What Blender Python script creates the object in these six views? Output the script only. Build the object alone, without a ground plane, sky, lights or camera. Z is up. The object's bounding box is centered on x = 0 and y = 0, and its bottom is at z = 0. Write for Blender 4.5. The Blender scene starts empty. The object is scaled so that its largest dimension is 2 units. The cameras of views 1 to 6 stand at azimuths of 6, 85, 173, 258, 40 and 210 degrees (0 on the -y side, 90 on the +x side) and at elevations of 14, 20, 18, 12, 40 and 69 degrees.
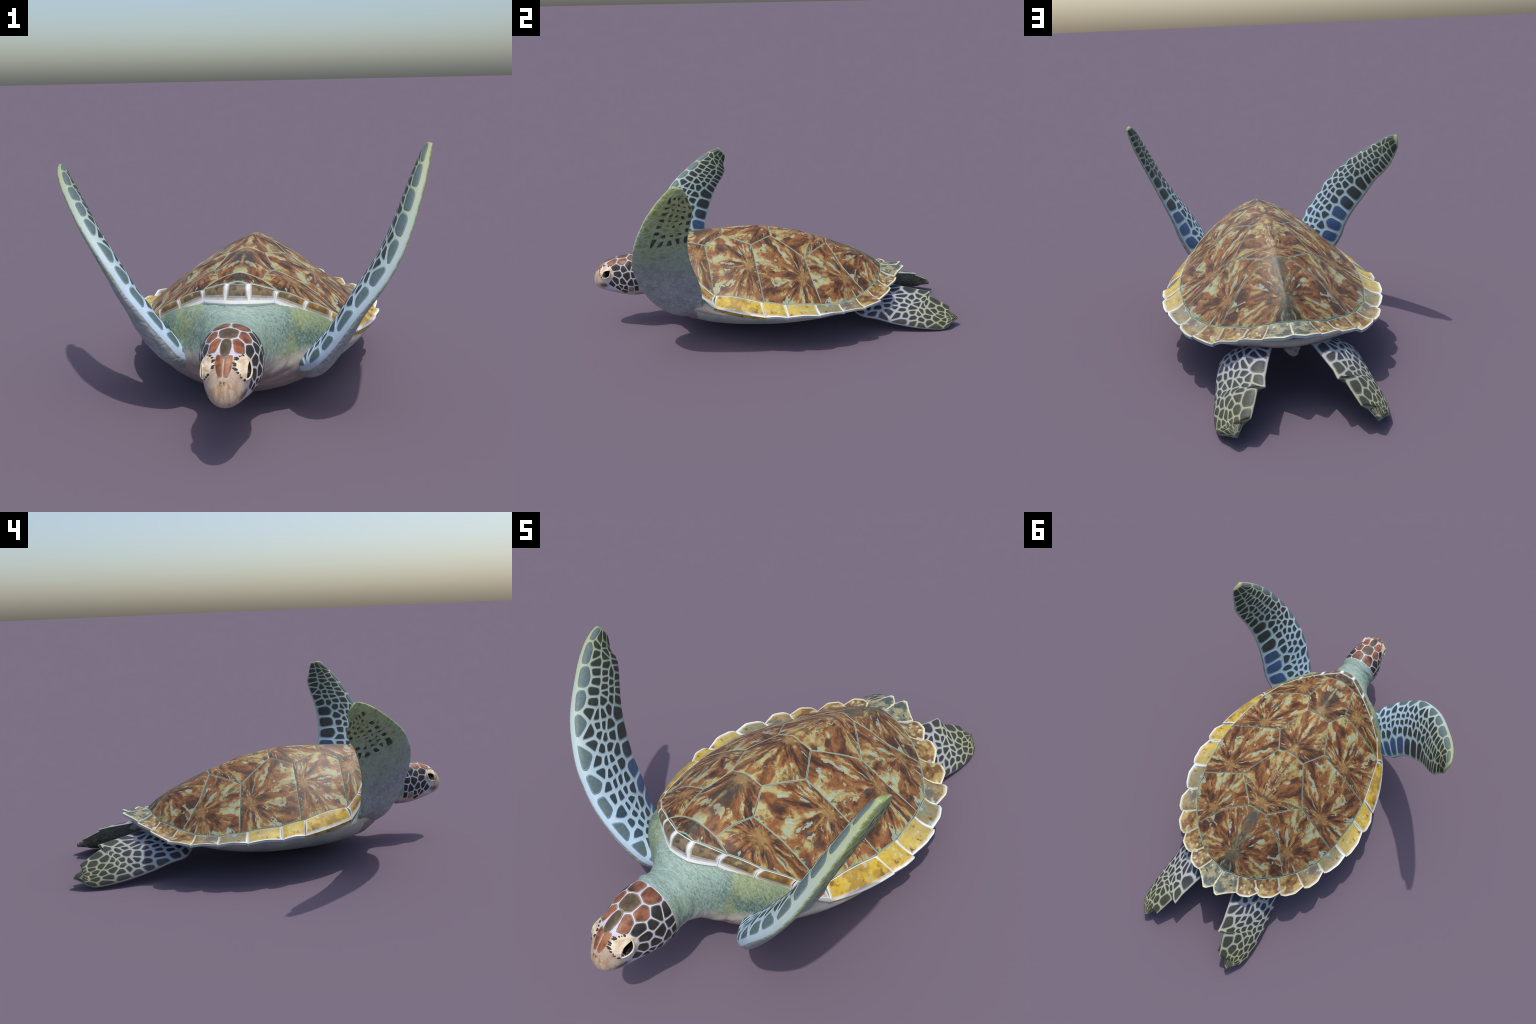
# Green sea turtle, swimming pose: carapace of keeled scutes, serrated marginals,
# one smooth body skin (head, neck, torso, plastron), four scaled flippers.
import math, random
import numpy as np
try:
    import bpy
except ImportError:
    bpy = None

XC = 0.038            # the turtle's plane of symmetry
rng = np.random.default_rng(7)

# ------------------------------------------------------------------ maths helpers
def lerp_table(tab, x):
    """monotone cubic through rows (key, v1, v2, ...)"""
    tab = np.asarray(tab, float); k = tab[:, 0]; V = tab[:, 1:]
    x = np.atleast_1d(np.asarray(x, float))
    h = np.diff(k)[:, None]; d = np.diff(V, axis=0) / h
    m = np.zeros_like(V); m[0] = d[0]; m[-1] = d[-1]
    a, b = d[:-1], d[1:]
    ok = (a * b) > 0
    w1 = 2 * h[1:] + h[:-1]; w2 = h[1:] + 2 * h[:-1]
    m[1:-1] = np.where(ok, (w1 + w2) / (w1 / np.where(ok, a, 1) + w2 / np.where(ok, b, 1)), 0)
    i = np.clip(np.searchsorted(k, x) - 1, 0, len(k) - 2)
    H = h[i]; t = ((x - k[i])[:, None]) / H
    t = np.clip(t, 0, 1)
    return ((2*t**3 - 3*t**2 + 1) * V[i] + (t**3 - 2*t**2 + t) * H * m[i]
            + (-2*t**3 + 3*t**2) * V[i+1] + (t**3 - t**2) * H * m[i+1])

def resample(P, n=None, fr=None, smooth=0):
    """points at arc-length fractions of a polyline (optionally corner-cut first)"""
    P = np.asarray(P, float)
    for _ in range(smooth):
        Q = [P[0]]
        for a, b in zip(P[:-1], P[1:]):
            Q += [a * .75 + b * .25, a * .25 + b * .75]
        Q.append(P[-1]); P = np.array(Q)
    d = np.r_[0, np.cumsum(np.linalg.norm(np.diff(P, axis=0), axis=1))]
    if fr is None: fr = np.linspace(0, 1, n)
    fr = np.asarray(fr)
    return np.stack([np.interp(fr * d[-1], d, P[:, i]) for i in range(P.shape[1])], 1)

def smoothstep(a, b, x):
    t = np.clip((x - a) / (b - a), 0, 1); return t * t * (3 - 2 * t)

def unit(v):
    v = np.asarray(v, float); return v / (np.linalg.norm(v, axis=-1, keepdims=True) + 1e-12)

def value_noise(p, seed=0):
    """smooth lattice noise in -1..1 for points (n,3)"""
    p = np.asarray(p, float); i = np.floor(p).astype(np.int64); f = p - i
    f = f * f * (3 - 2 * f); out = 0
    for dx in (0, 1):
        for dy in (0, 1):
            for dz in (0, 1):
                h = ((i[:, 0]+dx) * 374761393 + (i[:, 1]+dy) * 668265263 + (i[:, 2]+dz) * 2147483647 + seed * 974711) & 0xffffffff
                h = ((h ^ (h >> 13)) * 1274126177) & 0xffffffff
                r = ((h ^ (h >> 16)) & 0xffff) / 32767.5 - 1
                w = (f[:, 0] if dx else 1-f[:, 0]) * (f[:, 1] if dy else 1-f[:, 1]) * (f[:, 2] if dz else 1-f[:, 2])
                out = out + w * r
    return out

def clip_half(poly, p, n):
    """keep the side of the line through p where (q-p).n <= 0"""
    out = []; m = len(poly)
    for i in range(m):
        a, b = poly[i], poly[(i + 1) % m]
        da, db = np.dot(a - p, n), np.dot(b - p, n)
        if da <= 0: out.append(a)
        if (da < 0 < db) or (db < 0 < da):
            out.append(a + (b - a) * da / (da - db))
    return out

def voronoi_cells(seeds, bounds, gap, weights=None):
    """cell polygon around every seed, shrunk by gap/2 on each side"""
    seeds = np.asarray(seeds, float); cells = []
    x0, y0, x1, y1 = bounds
    if weights is None: weights = np.zeros(len(seeds))
    for i, s in enumerate(seeds):
        poly = [np.array(q, float) for q in ((x0, y0), (x1, y0), (x1, y1), (x0, y1))]
        d = np.linalg.norm(seeds - s, axis=1)
        for j in np.argsort(d)[1:24]:
            n = (seeds[j] - s) / (d[j] + 1e-9)
            off = d[j] / 2 + (weights[i] - weights[j]) / (2 * d[j] + 1e-9)
            g = gap(s) if callable(gap) else gap
            poly = clip_half(poly, s + n * (off - g / 2), n)
            if len(poly) < 3: break
        cells.append(np.array(poly) if len(poly) >= 3 else None)
    return cells

def round_polygon(poly, n=26, cuts=2, amount=.25):
    P = np.asarray(poly, float)
    for _ in range(cuts):
        Q = []
        for a, b in zip(P, np.roll(P, -1, axis=0)):
            Q += [a * (1 - amount) + b * amount, a * amount + b * (1 - amount)]
        P = np.array(Q)
    return resample(np.vstack([P, P[:1]]), n + 1)[:-1]

# ------------------------------------------------------------------ carapace height field
# stations measured on one half, x from the symmetry plane: (x, y, z)
KEEL = [(0, -.583, .499), (0, -.532, .517), (0, -.495, .528), (0, -.455, .536), (0, -.355, .544), (0, -.287, .547), (0, -.22, .549),
        (0, -.10, .550), (0, -.03, .544), (0, .069, .525), (0, .149, .508), (0, .205, .486), (0, .292, .459), (0, .42, .405),
        (0, .532, .351), (0, .589, .311), (0, .6155, .289)]
CORNER = dict(Q1=(.076, -.527, .487), P1=(.110, -.383, .482), J12=(.065, -.284, .521), P2=(.134, -.131, .483), J23=(.073, -.022, .510),
              P3=(.178, .151, .410), J34=(.049, .290, .445))
# inner edge of the marginal scutes, from nuchal to tail
INNER = [(.034, -.586, .4915), (.130, -.537, .450), (.229, -.478, .396), (.310, -.410, .340), (.366, -.334, .293), (.4165, -.109, .266),
         (.425, .015, .250), (.411, .174, .236), (.381, .305, .218), (.316, .408, .2165), (.251, .484, .2335), (.158, .5625, .253),
         (.080, .594, .276), (0, .6155, .287)]
OUTER = [(.041, -.624, .4345), (.120, -.576, .424), (.213, -.514, .366), (.305, -.438, .305), (.402, -.349, .243), (.492, -.090, .214),
         (.502, .028, .212), (.491, .193, .210), (.439, .329, .201), (.392, .452, .197), (.3065, .549, .199), (.212, .6195, .2345),
         (.1165, .6725, .255), (0, .716, .272)]
EXTRA = [(.195, -.311, .439), (.218, -.424, .419), (.13, -.485, .4745), (.243, .286, .319), (.186, -.176, .448), (.235, .115, .378), (.336, -.219, .338), (.408, -.092, .276), (.390, .211, .238), (.263, .454, .237), (.352, -.346, .300)]

class Dome:
    """thin plate spline over (|x|, y): the crease at x = 0 is the keel"""
    def __init__(self, pts, stiff=2e-4):
        p = np.array(pts, float); self.c = p[:, :2]; n = len(p)
        K = self.kernel(self.c, self.c) + stiff * np.eye(n)
        A = np.zeros((n + 3, n + 3)); A[:n, :n] = K
        A[:n, n] = 1; A[:n, n+1:] = self.c; A[n:, :n] = A[:n, n:].T
        self.w = np.linalg.solve(A, np.r_[p[:, 2], 0, 0, 0])
    @staticmethod
    def kernel(a, b):
        r2 = ((a[:, None] - b[None]) ** 2).sum(-1)
        return .5 * r2 * np.log(r2 + 1e-12)
    def __call__(self, xy):
        q = np.array(xy, float).reshape(-1, 2).copy()
        q[:, 0] = np.sqrt(q[:, 0] ** 2 + .004 ** 2) - .002
        n = len(self.c)
        z = self.kernel(q, self.c) @ self.w[:n] + self.w[n] + q @ self.w[n+1:]
        x, y = np.array(xy, float).reshape(-1, 2).T      # the shell is a little uneven
        return z + .013 * np.exp(-((x + .13) / .085) ** 2 - ((y - .43) / .10) ** 2) - .008 * np.exp(-((x - .28) / .10) ** 2 - ((y - .05) / .18) ** 2)
dome = Dome(KEEL + list(CORNER.values()) + INNER + EXTRA)

# ------------------------------------------------------------------ body skin (head, neck, torso) as one loft
# y, half width, top z, bottom z, z of the widest place, top power, bottom power
BODY = [(-1.0005, .004, .290, .277, .283, 2, 2), (-.999, .014, .300, .264, .280, 2, 2), (-.995, .024, .313, .252, .280, 2, 2), (-.985, .036, .331, .239, .282, 2.1, 2),
        (-.968, .048, .351, .229, .284, 2.2, 2.1), (-.945, .059, .373, .220, .288, 2.3, 2.1), (-.920, .066, .387, .211, .292, 2.4, 2.1),
        (-.890, .073, .398, .202, .296, 2.4, 2.1), (-.860, .083, .406, .194, .296, 2.4, 2.1), (-.830, .093, .411, .188, .296, 2.3, 2.1),
        (-.800, .099, .414, .184, .296, 2.2, 2.1), (-.770, .099, .413, .183, .298, 2.1, 2.1), (-.740, .096, .411, .183, .300, 2.1, 2.1),
        (-.710, .095, .406, .192, .298, 2.1, 2.1), (-.680, .100, .406, .191, .296, 2.1, 2.1), (-.655, .109, .410, .183, .290, 2.1, 2.1),
        (-.630, .128, .424, .168, .281, 2.3, 2.1), (-.600, .165, .427, .146, .270, 2.8, 2.1), (-.570, .215, .426, .122, .255, 3.0, 2.1),
        (-.530, .268, .414, .090, .240, 3.0, 1.95), (-.480, .312, .396, .056, .228, 2.9, 1.75), (-.420, .354, .366, .032, .218, 2.6, 1.5), (-.350, .395, .330, .016, .210, 1.8, 1.42),
        (-.200, .448, .300, .002, .203, 1.2, 1.36), (0, .474, .290, .005, .198, 1.2, 1.36), (.150, .466, .280, .024, .196, 1.2, 1.37),
        (.300, .420, .260, .070, .192, 1.2, 1.5), (.420, .362, .245, .126, .190, 1.2, 1.6), (.520, .300, .238, .152, .200, 1.3, 1.8),
        (.600, .215, .250, .178, .224, 1.8, 2), (.660, .125, .256, .200, .238, 2, 2), (.695, .02, .248, .222, .238, 2, 2)]

EYE = (np.array([-.9225, .3305]), np.array([.748, .664]), .0305, .0165)   # slit centre (y, z), direction, half length, half width
def eye_slit(y, z):
    """1 inside the pointed eye opening, 0 outside"""
    c, d, hl, hw = EYE
    u = (y - c[0]) * d[0] + (z - c[1]) * d[1]; v = (y - c[0]) * d[1] - (z - c[1]) * d[0]
    w = hw * (1 - np.clip(np.abs(u) / hl, 0, 1) ** 2) + 1e-5
    return np.where(np.abs(u) < hl, 1 - smoothstep(.75, 1.05, np.abs(v) / w), 0)
def eye_lid(y, z):
    return ((y + .9255 + (z - .338) * .10) / .0385) ** 2 + ((z - .337 - (y + .9255) * .15) / .0365) ** 2

def body_point(y, a, carve=False):
    """y along the body, a = angle from the back (0) over the side (pi/2) to the belly (pi); signed: + is +x"""
    y = np.atleast_1d(np.asarray(y, float)); a = np.broadcast_to(np.asarray(a, float), y.shape)
    w, zt, zb, zm, pt, pb = lerp_table(BODY, y).T
    s, c = np.sin(np.abs(a)), np.cos(a)
    p = np.where(c >= 0, pt, pb)
    x = w * np.abs(s) ** (2 / p) * np.sign(a)
    z = zm + np.where(c >= 0, zt - zm, zm - zb) * np.sign(c) * np.abs(c) ** (2 / p)
    P = np.stack([x, y, z], -1)
    # eye mounds
    e = np.stack([np.abs(x) - .064, y + .926, z - .334], -1)
    m = np.exp(-((e[:, 0] / .05) ** 2 + (e[:, 1] / .029) ** 2 + (e[:, 2] / .031) ** 2))
    P[:, 0] += np.sign(a) * .0135 * m
    P[:, 1] -= .005 * m
    if carve: P[:, 0] -= np.sign(a) * .050 * eye_slit(P[:, 1], P[:, 2]) * (np.abs(P[:, 0]) > .03)
    return P

def body_normal(y, a, h=1.5e-3):
    y = np.atleast_1d(np.asarray(y, float)); a = np.broadcast_to(np.asarray(a, float), y.shape)
    dy = body_point(y + h, a) - body_point(y - h, a)
    da = body_point(y, a + .01) - body_point(y, a - .01)
    n = unit(np.cross(dy, da))
    c = body_point(y, a); c[:, 0] = 0
    out = body_point(y, a) - np.stack([0*y, y, lerp_table(BODY, y)[:, 3]], -1)
    return n * np.sign((n * out).sum(-1, keepdims=True) + 1e-9)
#--NUMERIC-END--

# ------------------------------------------------------------------ scene helpers
def mesh_from(name, V, F, mats=(), fm=None, smooth=True):
    me = bpy.data.meshes.new(name)
    me.from_pydata([tuple(map(float, v)) for v in V], [], [tuple(map(int, f)) for f in F])
    for m in mats: me.materials.append(m)
    if fm is not None: me.polygons.foreach_set("material_index", np.asarray(fm, np.int32))
    me.polygons.foreach_set("use_smooth", np.full(len(me.polygons), smooth))
    me.update()
    return me

def add(name, data, parent=None, loc=(0, 0, 0), scale=(1, 1, 1), matrix=None):
    ob = bpy.data.objects.new(name, data)
    bpy.context.scene.collection.objects.link(ob)
    ob.parent = parent
    if matrix is not None: ob.matrix_local = matrix
    else:
        ob.location = loc; ob.scale = scale
    return ob

class Nodes:
    """small shorthand for material graphs"""
    def __init__(self, name, rough=.55, spec=.3):
        self.m = bpy.data.materials.new(name); self.m.use_nodes = True
        self.t = self.m.node_tree; self.b = self.t.nodes["Principled BSDF"]
        self.b.inputs["Roughness"].default_value = rough
        self.b.inputs["Specular IOR Level"].default_value = spec
    def n(self, kind, **kw):
        nd = self.t.nodes.new("ShaderNode" + kind)
        for k, v in kw.items(): setattr(nd, k, v)
        return nd
    def put(self, sock, v):
        if isinstance(v, bpy.types.NodeSocket): self.t.links.new(v, sock)
        elif isinstance(v, (tuple, list)) and len(v) == 3 and sock.type == 'RGBA': sock.default_value = (*v, 1)
        else: sock.default_value = v
    def math(self, op, a, b=0.0, c=0.0, clamp=False):
        nd = self.n("Math", operation=op, use_clamp=clamp)
        for s, v in zip(nd.inputs, (a, b, c)): self.put(s, v)
        return nd.outputs[0]
    def vec(self, op, a, b=(0, 0, 0), scale=None):
        nd = self.n("VectorMath", operation=op)
        self.put(nd.inputs[0], a); self.put(nd.inputs[1], b)
        if scale is not None: self.put(nd.inputs["Scale"], scale)
        return nd.outputs["Value"] if op in ("LENGTH", "DOT_PRODUCT", "DISTANCE") else nd.outputs[0]
    def obj(self): return self.n("TexCoord").outputs["Object"]
    def xyz(self, v):
        nd = self.n("SeparateXYZ"); self.put(nd.inputs[0], v); return nd.outputs
    def comb(self, x, y, z):
        nd = self.n("CombineXYZ")
        for s, v in zip(nd.inputs, (x, y, z)): self.put(s, v)
        return nd.outputs[0]
    def prop(self, key):
        return self.n("Attribute", attribute_type='OBJECT', attribute_name=f'["{key}"]').outputs["Fac"]
    def noise(self, vec, scale=5, detail=3, rough=.55, w=None, dist=0):
        nd = self.n("TexNoise", noise_dimensions='3D' if w is None else '4D')
        self.put(nd.inputs["Vector"], vec); nd.inputs["Scale"].default_value = scale
        nd.inputs["Detail"].default_value = detail; nd.inputs["Roughness"].default_value = rough
        nd.inputs["Distortion"].default_value = dist
        if w is not None: self.put(nd.inputs["W"], w)
        return nd.outputs["Fac"]
    def noise_col(self, vec, scale=5, detail=2):
        nd = self.n("TexNoise"); self.put(nd.inputs["Vector"], vec)
        nd.inputs["Scale"].default_value = scale; nd.inputs["Detail"].default_value = detail
        return nd.outputs["Color"]
    def voronoi(self, vec, scale=5, feature='DISTANCE_TO_EDGE', rnd=1):
        nd = self.n("TexVoronoi", feature=feature)
        self.put(nd.inputs["Vector"], vec); nd.inputs["Scale"].default_value = scale
        nd.inputs["Randomness"].default_value = rnd
        return nd.outputs["Distance"]
    def ramp(self, f, stops, interp='LINEAR'):
        nd = self.n("ValToRGB"); r = nd.color_ramp; r.interpolation = interp
        while len(r.elements) < len(stops): r.elements.new(.5)
        for e, (p, c) in zip(r.elements, stops):
            e.position = p; e.color = (*c, 1) if not np.isscalar(c) else (c, c, c, 1)
        self.put(nd.inputs[0], f); return nd.outputs[0]
    def step(self, v, a, b, lo=0., hi=1.):
        nd = self.n("MapRange", interpolation_type='SMOOTHSTEP')
        self.put(nd.inputs[0], v)
        for k, x in enumerate((a, b, lo, hi), 1): self.put(nd.inputs[k], x)
        return nd.outputs[0]
    def mix(self, f, a, b, mode='MIX'):
        nd = self.n("Mix", data_type='RGBA', blend_type=mode)
        self.put(nd.inputs[0], f); self.put(nd.inputs[6], a); self.put(nd.inputs[7], b)
        return nd.outputs[2]
    def done(self, col, bump=None, strength=.3, dist=.002):
        self.put(self.b.inputs["Base Color"], col)
        if bump is not None:
            nd = self.n("Bump"); nd.inputs["Strength"].default_value = strength
            nd.inputs["Distance"].default_value = dist
            self.put(nd.inputs["Height"], bump); self.t.links.new(nd.outputs[0], self.b.inputs["Normal"])
        return self.m

# ------------------------------------------------------------------ materials
def scute_material():
    """rays of rust, brown, tan and pale aqua spreading from the areola (object origin)"""
    N = Nodes("scute_rays", .5, .35); co = N.obj(); x, y, z = N.xyz(co)
    x = N.math('MULTIPLY', x, N.prop("side")); fold = N.prop("folded"); fx = N.math('ADD', N.math('MULTIPLY', x, N.math('SUBTRACT', 1.0, fold)), N.math('MULTIPLY', N.math('ABSOLUTE', x), fold))
    co = N.comb(fx, y, z); flat = N.comb(fx, y, 0.0); r = N.vec('LENGTH', flat)
    seed = N.prop("streak"); keel = N.prop("keel_stripe")
    wob = N.vec('SCALE', N.vec('SUBTRACT', N.noise_col(co, 14, 3), (.5, .5, .5)), scale=.34)
    d = N.vec('ADD', N.vec('SCALE', flat, scale=N.math('DIVIDE', 1.0, N.math('ADD', r, .022))), wob)
    rays = N.vec('ADD', N.vec('SCALE', d, scale=4.3), N.comb(0.0, 0.0, N.math('MULTIPLY', r, 6.5)))
    rays2 = N.vec('ADD', N.vec('SCALE', d, scale=6.2), N.comb(0.0, 5.0, N.math('MULTIPLY', r, 11.0)))
    fine = N.vec('ADD', N.vec('SCALE', d, scale=16.0), N.comb(3.0, 0.0, N.math('MULTIPLY', r, 16.0)))
    a = N.noise(rays, 1.15, 2, .5, w=seed)
    b = N.noise(rays2, 1.15, 3, .55, w=N.math('ADD', seed, 31.0))
    c = N.noise(fine, 2.0, 3, .6, w=seed)
    blot = N.noise(co, 21, 4, .6, w=N.math('ADD', seed, 3.0))
    tone = N.math('ADD', N.math('MULTIPLY', a, .60), N.math('ADD', N.math('MULTIPLY', b, .30), N.math('MULTIPLY', c, .10)))
    tone = N.math('ADD', tone, N.step(r, .0, .16, -.058, -.010))
    col = N.ramp(tone, [(.375, (.050, .025, .016)), (.43, (.125, .052, .022)), (.48, (.245, .100, .033)), (.520, (.31, .150, .050)),
                        (.532, (.34, .235, .088)), (.56, (.40, .325, .130)), (.60, (.43, .39, .19)), (.65, (.33, .44, .31))])
    # dark smudges and sea-green flecks
    dark = N.step(N.noise(rays2, 1.0, 4, .62, w=N.math('ADD', seed, 77.0)), .555, .60)
    col = N.mix(N.math('MULTIPLY', dark, .7), col, (.055, .030, .020))
    aq = N.math('MULTIPLY', N.step(N.noise(rays2, 1.0, 3, .55, w=N.math('ADD', seed, 51.0)), .585, .615), N.step(r, .03, .08))
    col = N.mix(N.math('MULTIPLY', aq, .75), col, N.mix(N.step(blot, .4, .6), (.46, .46, .26), (.33, .50, .42)))
    teal = N.step(N.noise(co, 13, 3, .55, w=N.math('ADD', seed, 9.0)), .64, .72)
    col = N.mix(N.math('MULTIPLY', teal, .75), col, (.035, .065, .075))
    # areola
    col = N.mix(N.math('MULTIPLY', N.step(N.math('ADD', r, N.math('MULTIPLY', N.math('SUBTRACT', b, .5), .10)), .010, .042, 1.0, 0.0), N.step(blot, .3, .6, .35, .9)), col, (.37, .225, .08))
    # dark stripe along the keel of the first and last vertebral
    kx = N.math('ABSOLUTE', N.math('ADD', x, N.math('MULTIPLY', N.math('SUBTRACT', b, .5), .09)))
    col = N.mix(N.math('MULTIPLY', N.math('MULTIPLY', N.step(kx, .002, .055, 1.0, 0.0), N.math('MULTIPLY', keel, N.step(blot, .30, .60, 1.0, .45))), .85), col, N.mix(blot, (.03, .075, .075), (.09, .12, .08)))
    col = N.mix(.32, col, N.ramp(N.noise(fine, 4, 3, .7), [(.3, .35), (.7, 1.3)]), 'MULTIPLY')
    return N.done(col, c, .25, .002)

def plain(name, stops, scale=30, rough=.55, detail=4, bump=.15, stretch=(1, 1, 1)):
    N = Nodes(name, rough); f = N.noise(N.vec('MULTIPLY', N.obj(), stretch), scale, detail, .6)
    return N.done(N.ramp(f, stops), f, bump, .002)

def marginal_material(name="marginal_horn", white=0.0):
    """olive brown at the neck, gold along the flanks, tan with green tips at the tail"""
    N = Nodes(name, .5, .35); co = N.obj(); x, y, z = N.xyz(co)
    st = N.prop("station"); sd = N.prop("streak")
    n1 = N.noise(co, 17, 4, .6, w=sd); n2 = N.noise(co, 30, 4, .6, w=N.math('ADD', sd, 20.0))
    n3 = N.noise(N.vec('MULTIPLY', co, (1, 1, 1)), 70, 3, .6, w=sd)
    base = N.ramp(st, [(.0, (.115, .085, .050)), (.17, (.16, .12, .055)), (.27, (.33, .18, .035)), (.40, (.48, .32, .06)), (.52, (.50, .39, .13)),
                       (.60, (.20, .17, .09)), (.68, (.40, .29, .10)), (.85, (.36, .25, .095)), (1.0, (.36, .34, .20))])
    alt = N.ramp(st, [(.0, (.20, .16, .10)), (.22, (.42, .19, .02)), (.36, (.66, .46, .045)), (.50, (.58, .44, .08)), (.60, (.13, .18, .19)), (.7, (.20, .095, .03)), (.9, (.17, .08, .028)), (1.0, (.03, .125, .135))])
    col = N.mix(N.step(n1, .42, .56), base, alt)
    col = N.mix(N.step(n2, .54, .66), col, N.ramp(st, [(.0, (.24, .20, .13)), (.3, (.50, .42, .16)), (.45, (.62, .57, .33)), (.6, (.34, .42, .45)), (.75, (.56, .55, .26)), (1.0, (.50, .52, .38))]))
    col = N.mix(N.step(n2, .45, .34), col, N.ramp(st, [(.0, (.06, .045, .03)), (.35, (.24, .13, .025)), (.7, (.09, .045, .018)), (1.0, (.05, .06, .05))]))
    col = N.mix(.35, col, N.ramp(n3, [(.3, .45), (.7, 1.1)]), 'MULTIPLY')
    if white:
        col = N.mix(N.math('MULTIPLY', N.step(n1, .25, .75, .7, 1.3), white), col, N.ramp(st, [(.0, (.72, .74, .76)), (.5, (.80, .80, .72)), (.9, (.74, .70, .46))]))
    return N.done(col, n3, .2, .002)

def limb_skin(name, near, far, reach):
    """seam skin between the scales: near colour at the shoulder, far colour at the tip"""
    N = Nodes(name, .55); co = N.obj(); x, y, z = N.xyz(co)
    n = N.noise(co, 40, 3, .6)
    f = N.math('ADD', x, N.math('MULTIPLY', N.math('SUBTRACT', n, .5), .3))
    col = N.ramp(N.math('DIVIDE', f, reach), [(.1, near), (.95, far)])
    return N.done(N.mix(.3, col, N.ramp(n, [(.3, .6), (.7, 1.1)]), 'MULTIPLY'), n, .15, .002)

def limb_scale(name, near, far, reach, tint, glow, trail=None):
    """scale horn: bluish near the shoulder, black-brown to the tip; tint on the leading edge"""
    N = Nodes(name, .5, .35); co = N.obj(); x, y, z = N.xyz(co)
    n = N.noise(co, 38, 4, .6); n2 = N.noise(co, 14, 2, .5, w=N.n("ObjectInfo").outputs["Random"])
    f = N.math('ADD', N.math('DIVIDE', x, reach), N.math('MULTIPLY', N.math('SUBTRACT', n2, .5), .5))
    col = N.ramp(f, [(.05, near), (.45, tuple((a + b) / 2 * .8 for a, b in zip(near, far))), (.8, far)])
    if trail: col = N.mix(N.math('MULTIPLY', N.prop("trail"), N.step(f, .42, .70, 1.0, 0.0)), col, trail)
    col = N.mix(N.step(n, .5, .68), col, N.mix(.4, col, glow))
    edge = N.step(N.math('ADD', N.prop("lead"), N.math('MULTIPLY', N.math('SUBTRACT', n2, .5), .4)), .10, .60)
    col = N.mix(N.math('MULTIPLY', edge, .85), col, tint)
    return N.done(N.mix(.4, col, N.ramp(N.noise(co, 90, 3, .6), [(.3, .45), (.7, 1.15)]), 'MULTIPLY'), n, .2, .002)

def limb_under(name, near, mid, far, reach):
    """pale underside with faint polygon wrinkles"""
    N = Nodes(name, .6); co = N.obj(); x, y, z = N.xyz(co)
    n = N.noise(co, 9, 3, .55)
    f = N.math('ADD', N.math('DIVIDE', x, reach), N.math('MULTIPLY', N.math('SUBTRACT', n, .5), .45))
    col = N.ramp(f, [(.28, near), (.55, mid), (.9, far)])
    m = N.noise(co, 26, 4, .65); col = N.mix(.55, col, N.ramp(m, [(.34, (.48, .55, .50)), (.5, (.95, .98, .95)), (.66, (1.25, 1.2, 1.25))]), 'MULTIPLY')
    wv = N.vec('ADD', co, N.vec('SCALE', N.vec('SUBTRACT', N.noise_col(co, 18, 2), (.5, .5, .5)), scale=.03))
    v = N.voronoi(wv, 34)
    col = N.mix(N.step(v, .02, .16, .42, 0.0), col, N.mix(N.step(f, .3, .6), (.22, .25, .27), (.42, .48, .36)))
    col = N.mix(N.math('MULTIPLY', N.step(v, .18, .45), N.step(f, .3, .8)), col, N.mix(.7, col, (.17, .20, .06)))
    return N.done(col, N.math('ADD', N.step(v, .0, .2), N.math('MULTIPLY', N.noise(co, 80, 3), .4)), .35, .003)

def skin_material():
    """neck and torso: sea-green wrinkled skin, cream on the flanks of the neck, grey-rose below"""
    N = Nodes("neck_skin", .6, .25); co = N.obj(); x, y, z = N.xyz(co)
    ax = N.math('ABSOLUTE', x)
    band = N.vec('MULTIPLY', co, (60, 270, 95)); w = N.noise(band, 1.0, 4, .62, dist=.8)
    patch = N.noise(co, 9, 3, .55); fleck = N.noise(N.vec('MULTIPLY', co, (80, 130, 80)), 1.0, 3, .55)
    green = N.mix(N.step(patch, .40, .62), (.075, .14, .115), (.21, .25, .10))
    teal = N.mix(N.step(w, .32, .64), (.17, .27, .245), (.33, .42, .36))
    col = N.mix(N.step(N.math('ADD', ax, N.math('MULTIPLY', N.math('SUBTRACT', patch, .5), .2)), .05, .22), teal, N.mix(N.step(w, .36, .68, 0.0, .6), green, (.38, .47, .38)))
    col = N.mix(N.math('MULTIPLY', N.step(fleck, .62, .70), .6), col, (.06, .11, .11))
    low = N.math('ADD', z, N.math('MULTIPLY', N.math('SUBTRACT', patch, .5), .06))
    cream = N.mix(w, (.42, .36, .30), (.62, .60, .52))
    col = N.mix(N.step(low, .275, .225), col, cream)
    rose = N.mix(N.noise(co, 50, 4, .65), (.20, .155, .15), (.40, .33, .32))
    col = N.mix(N.step(low, .225, .185), col, rose)
    return N.done(col, w, .3, .003)

def plastron_material():
    N = Nodes("plastron_horn", .55); co = N.obj(); n = N.noise(co, 8, 4, .6)
    return N.done(N.ramp(n, [(.35, (.32, .40, .38)), (.5, (.44, .49, .44)), (.65, (.52, .53, .45))]), n, .15, .003)

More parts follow.
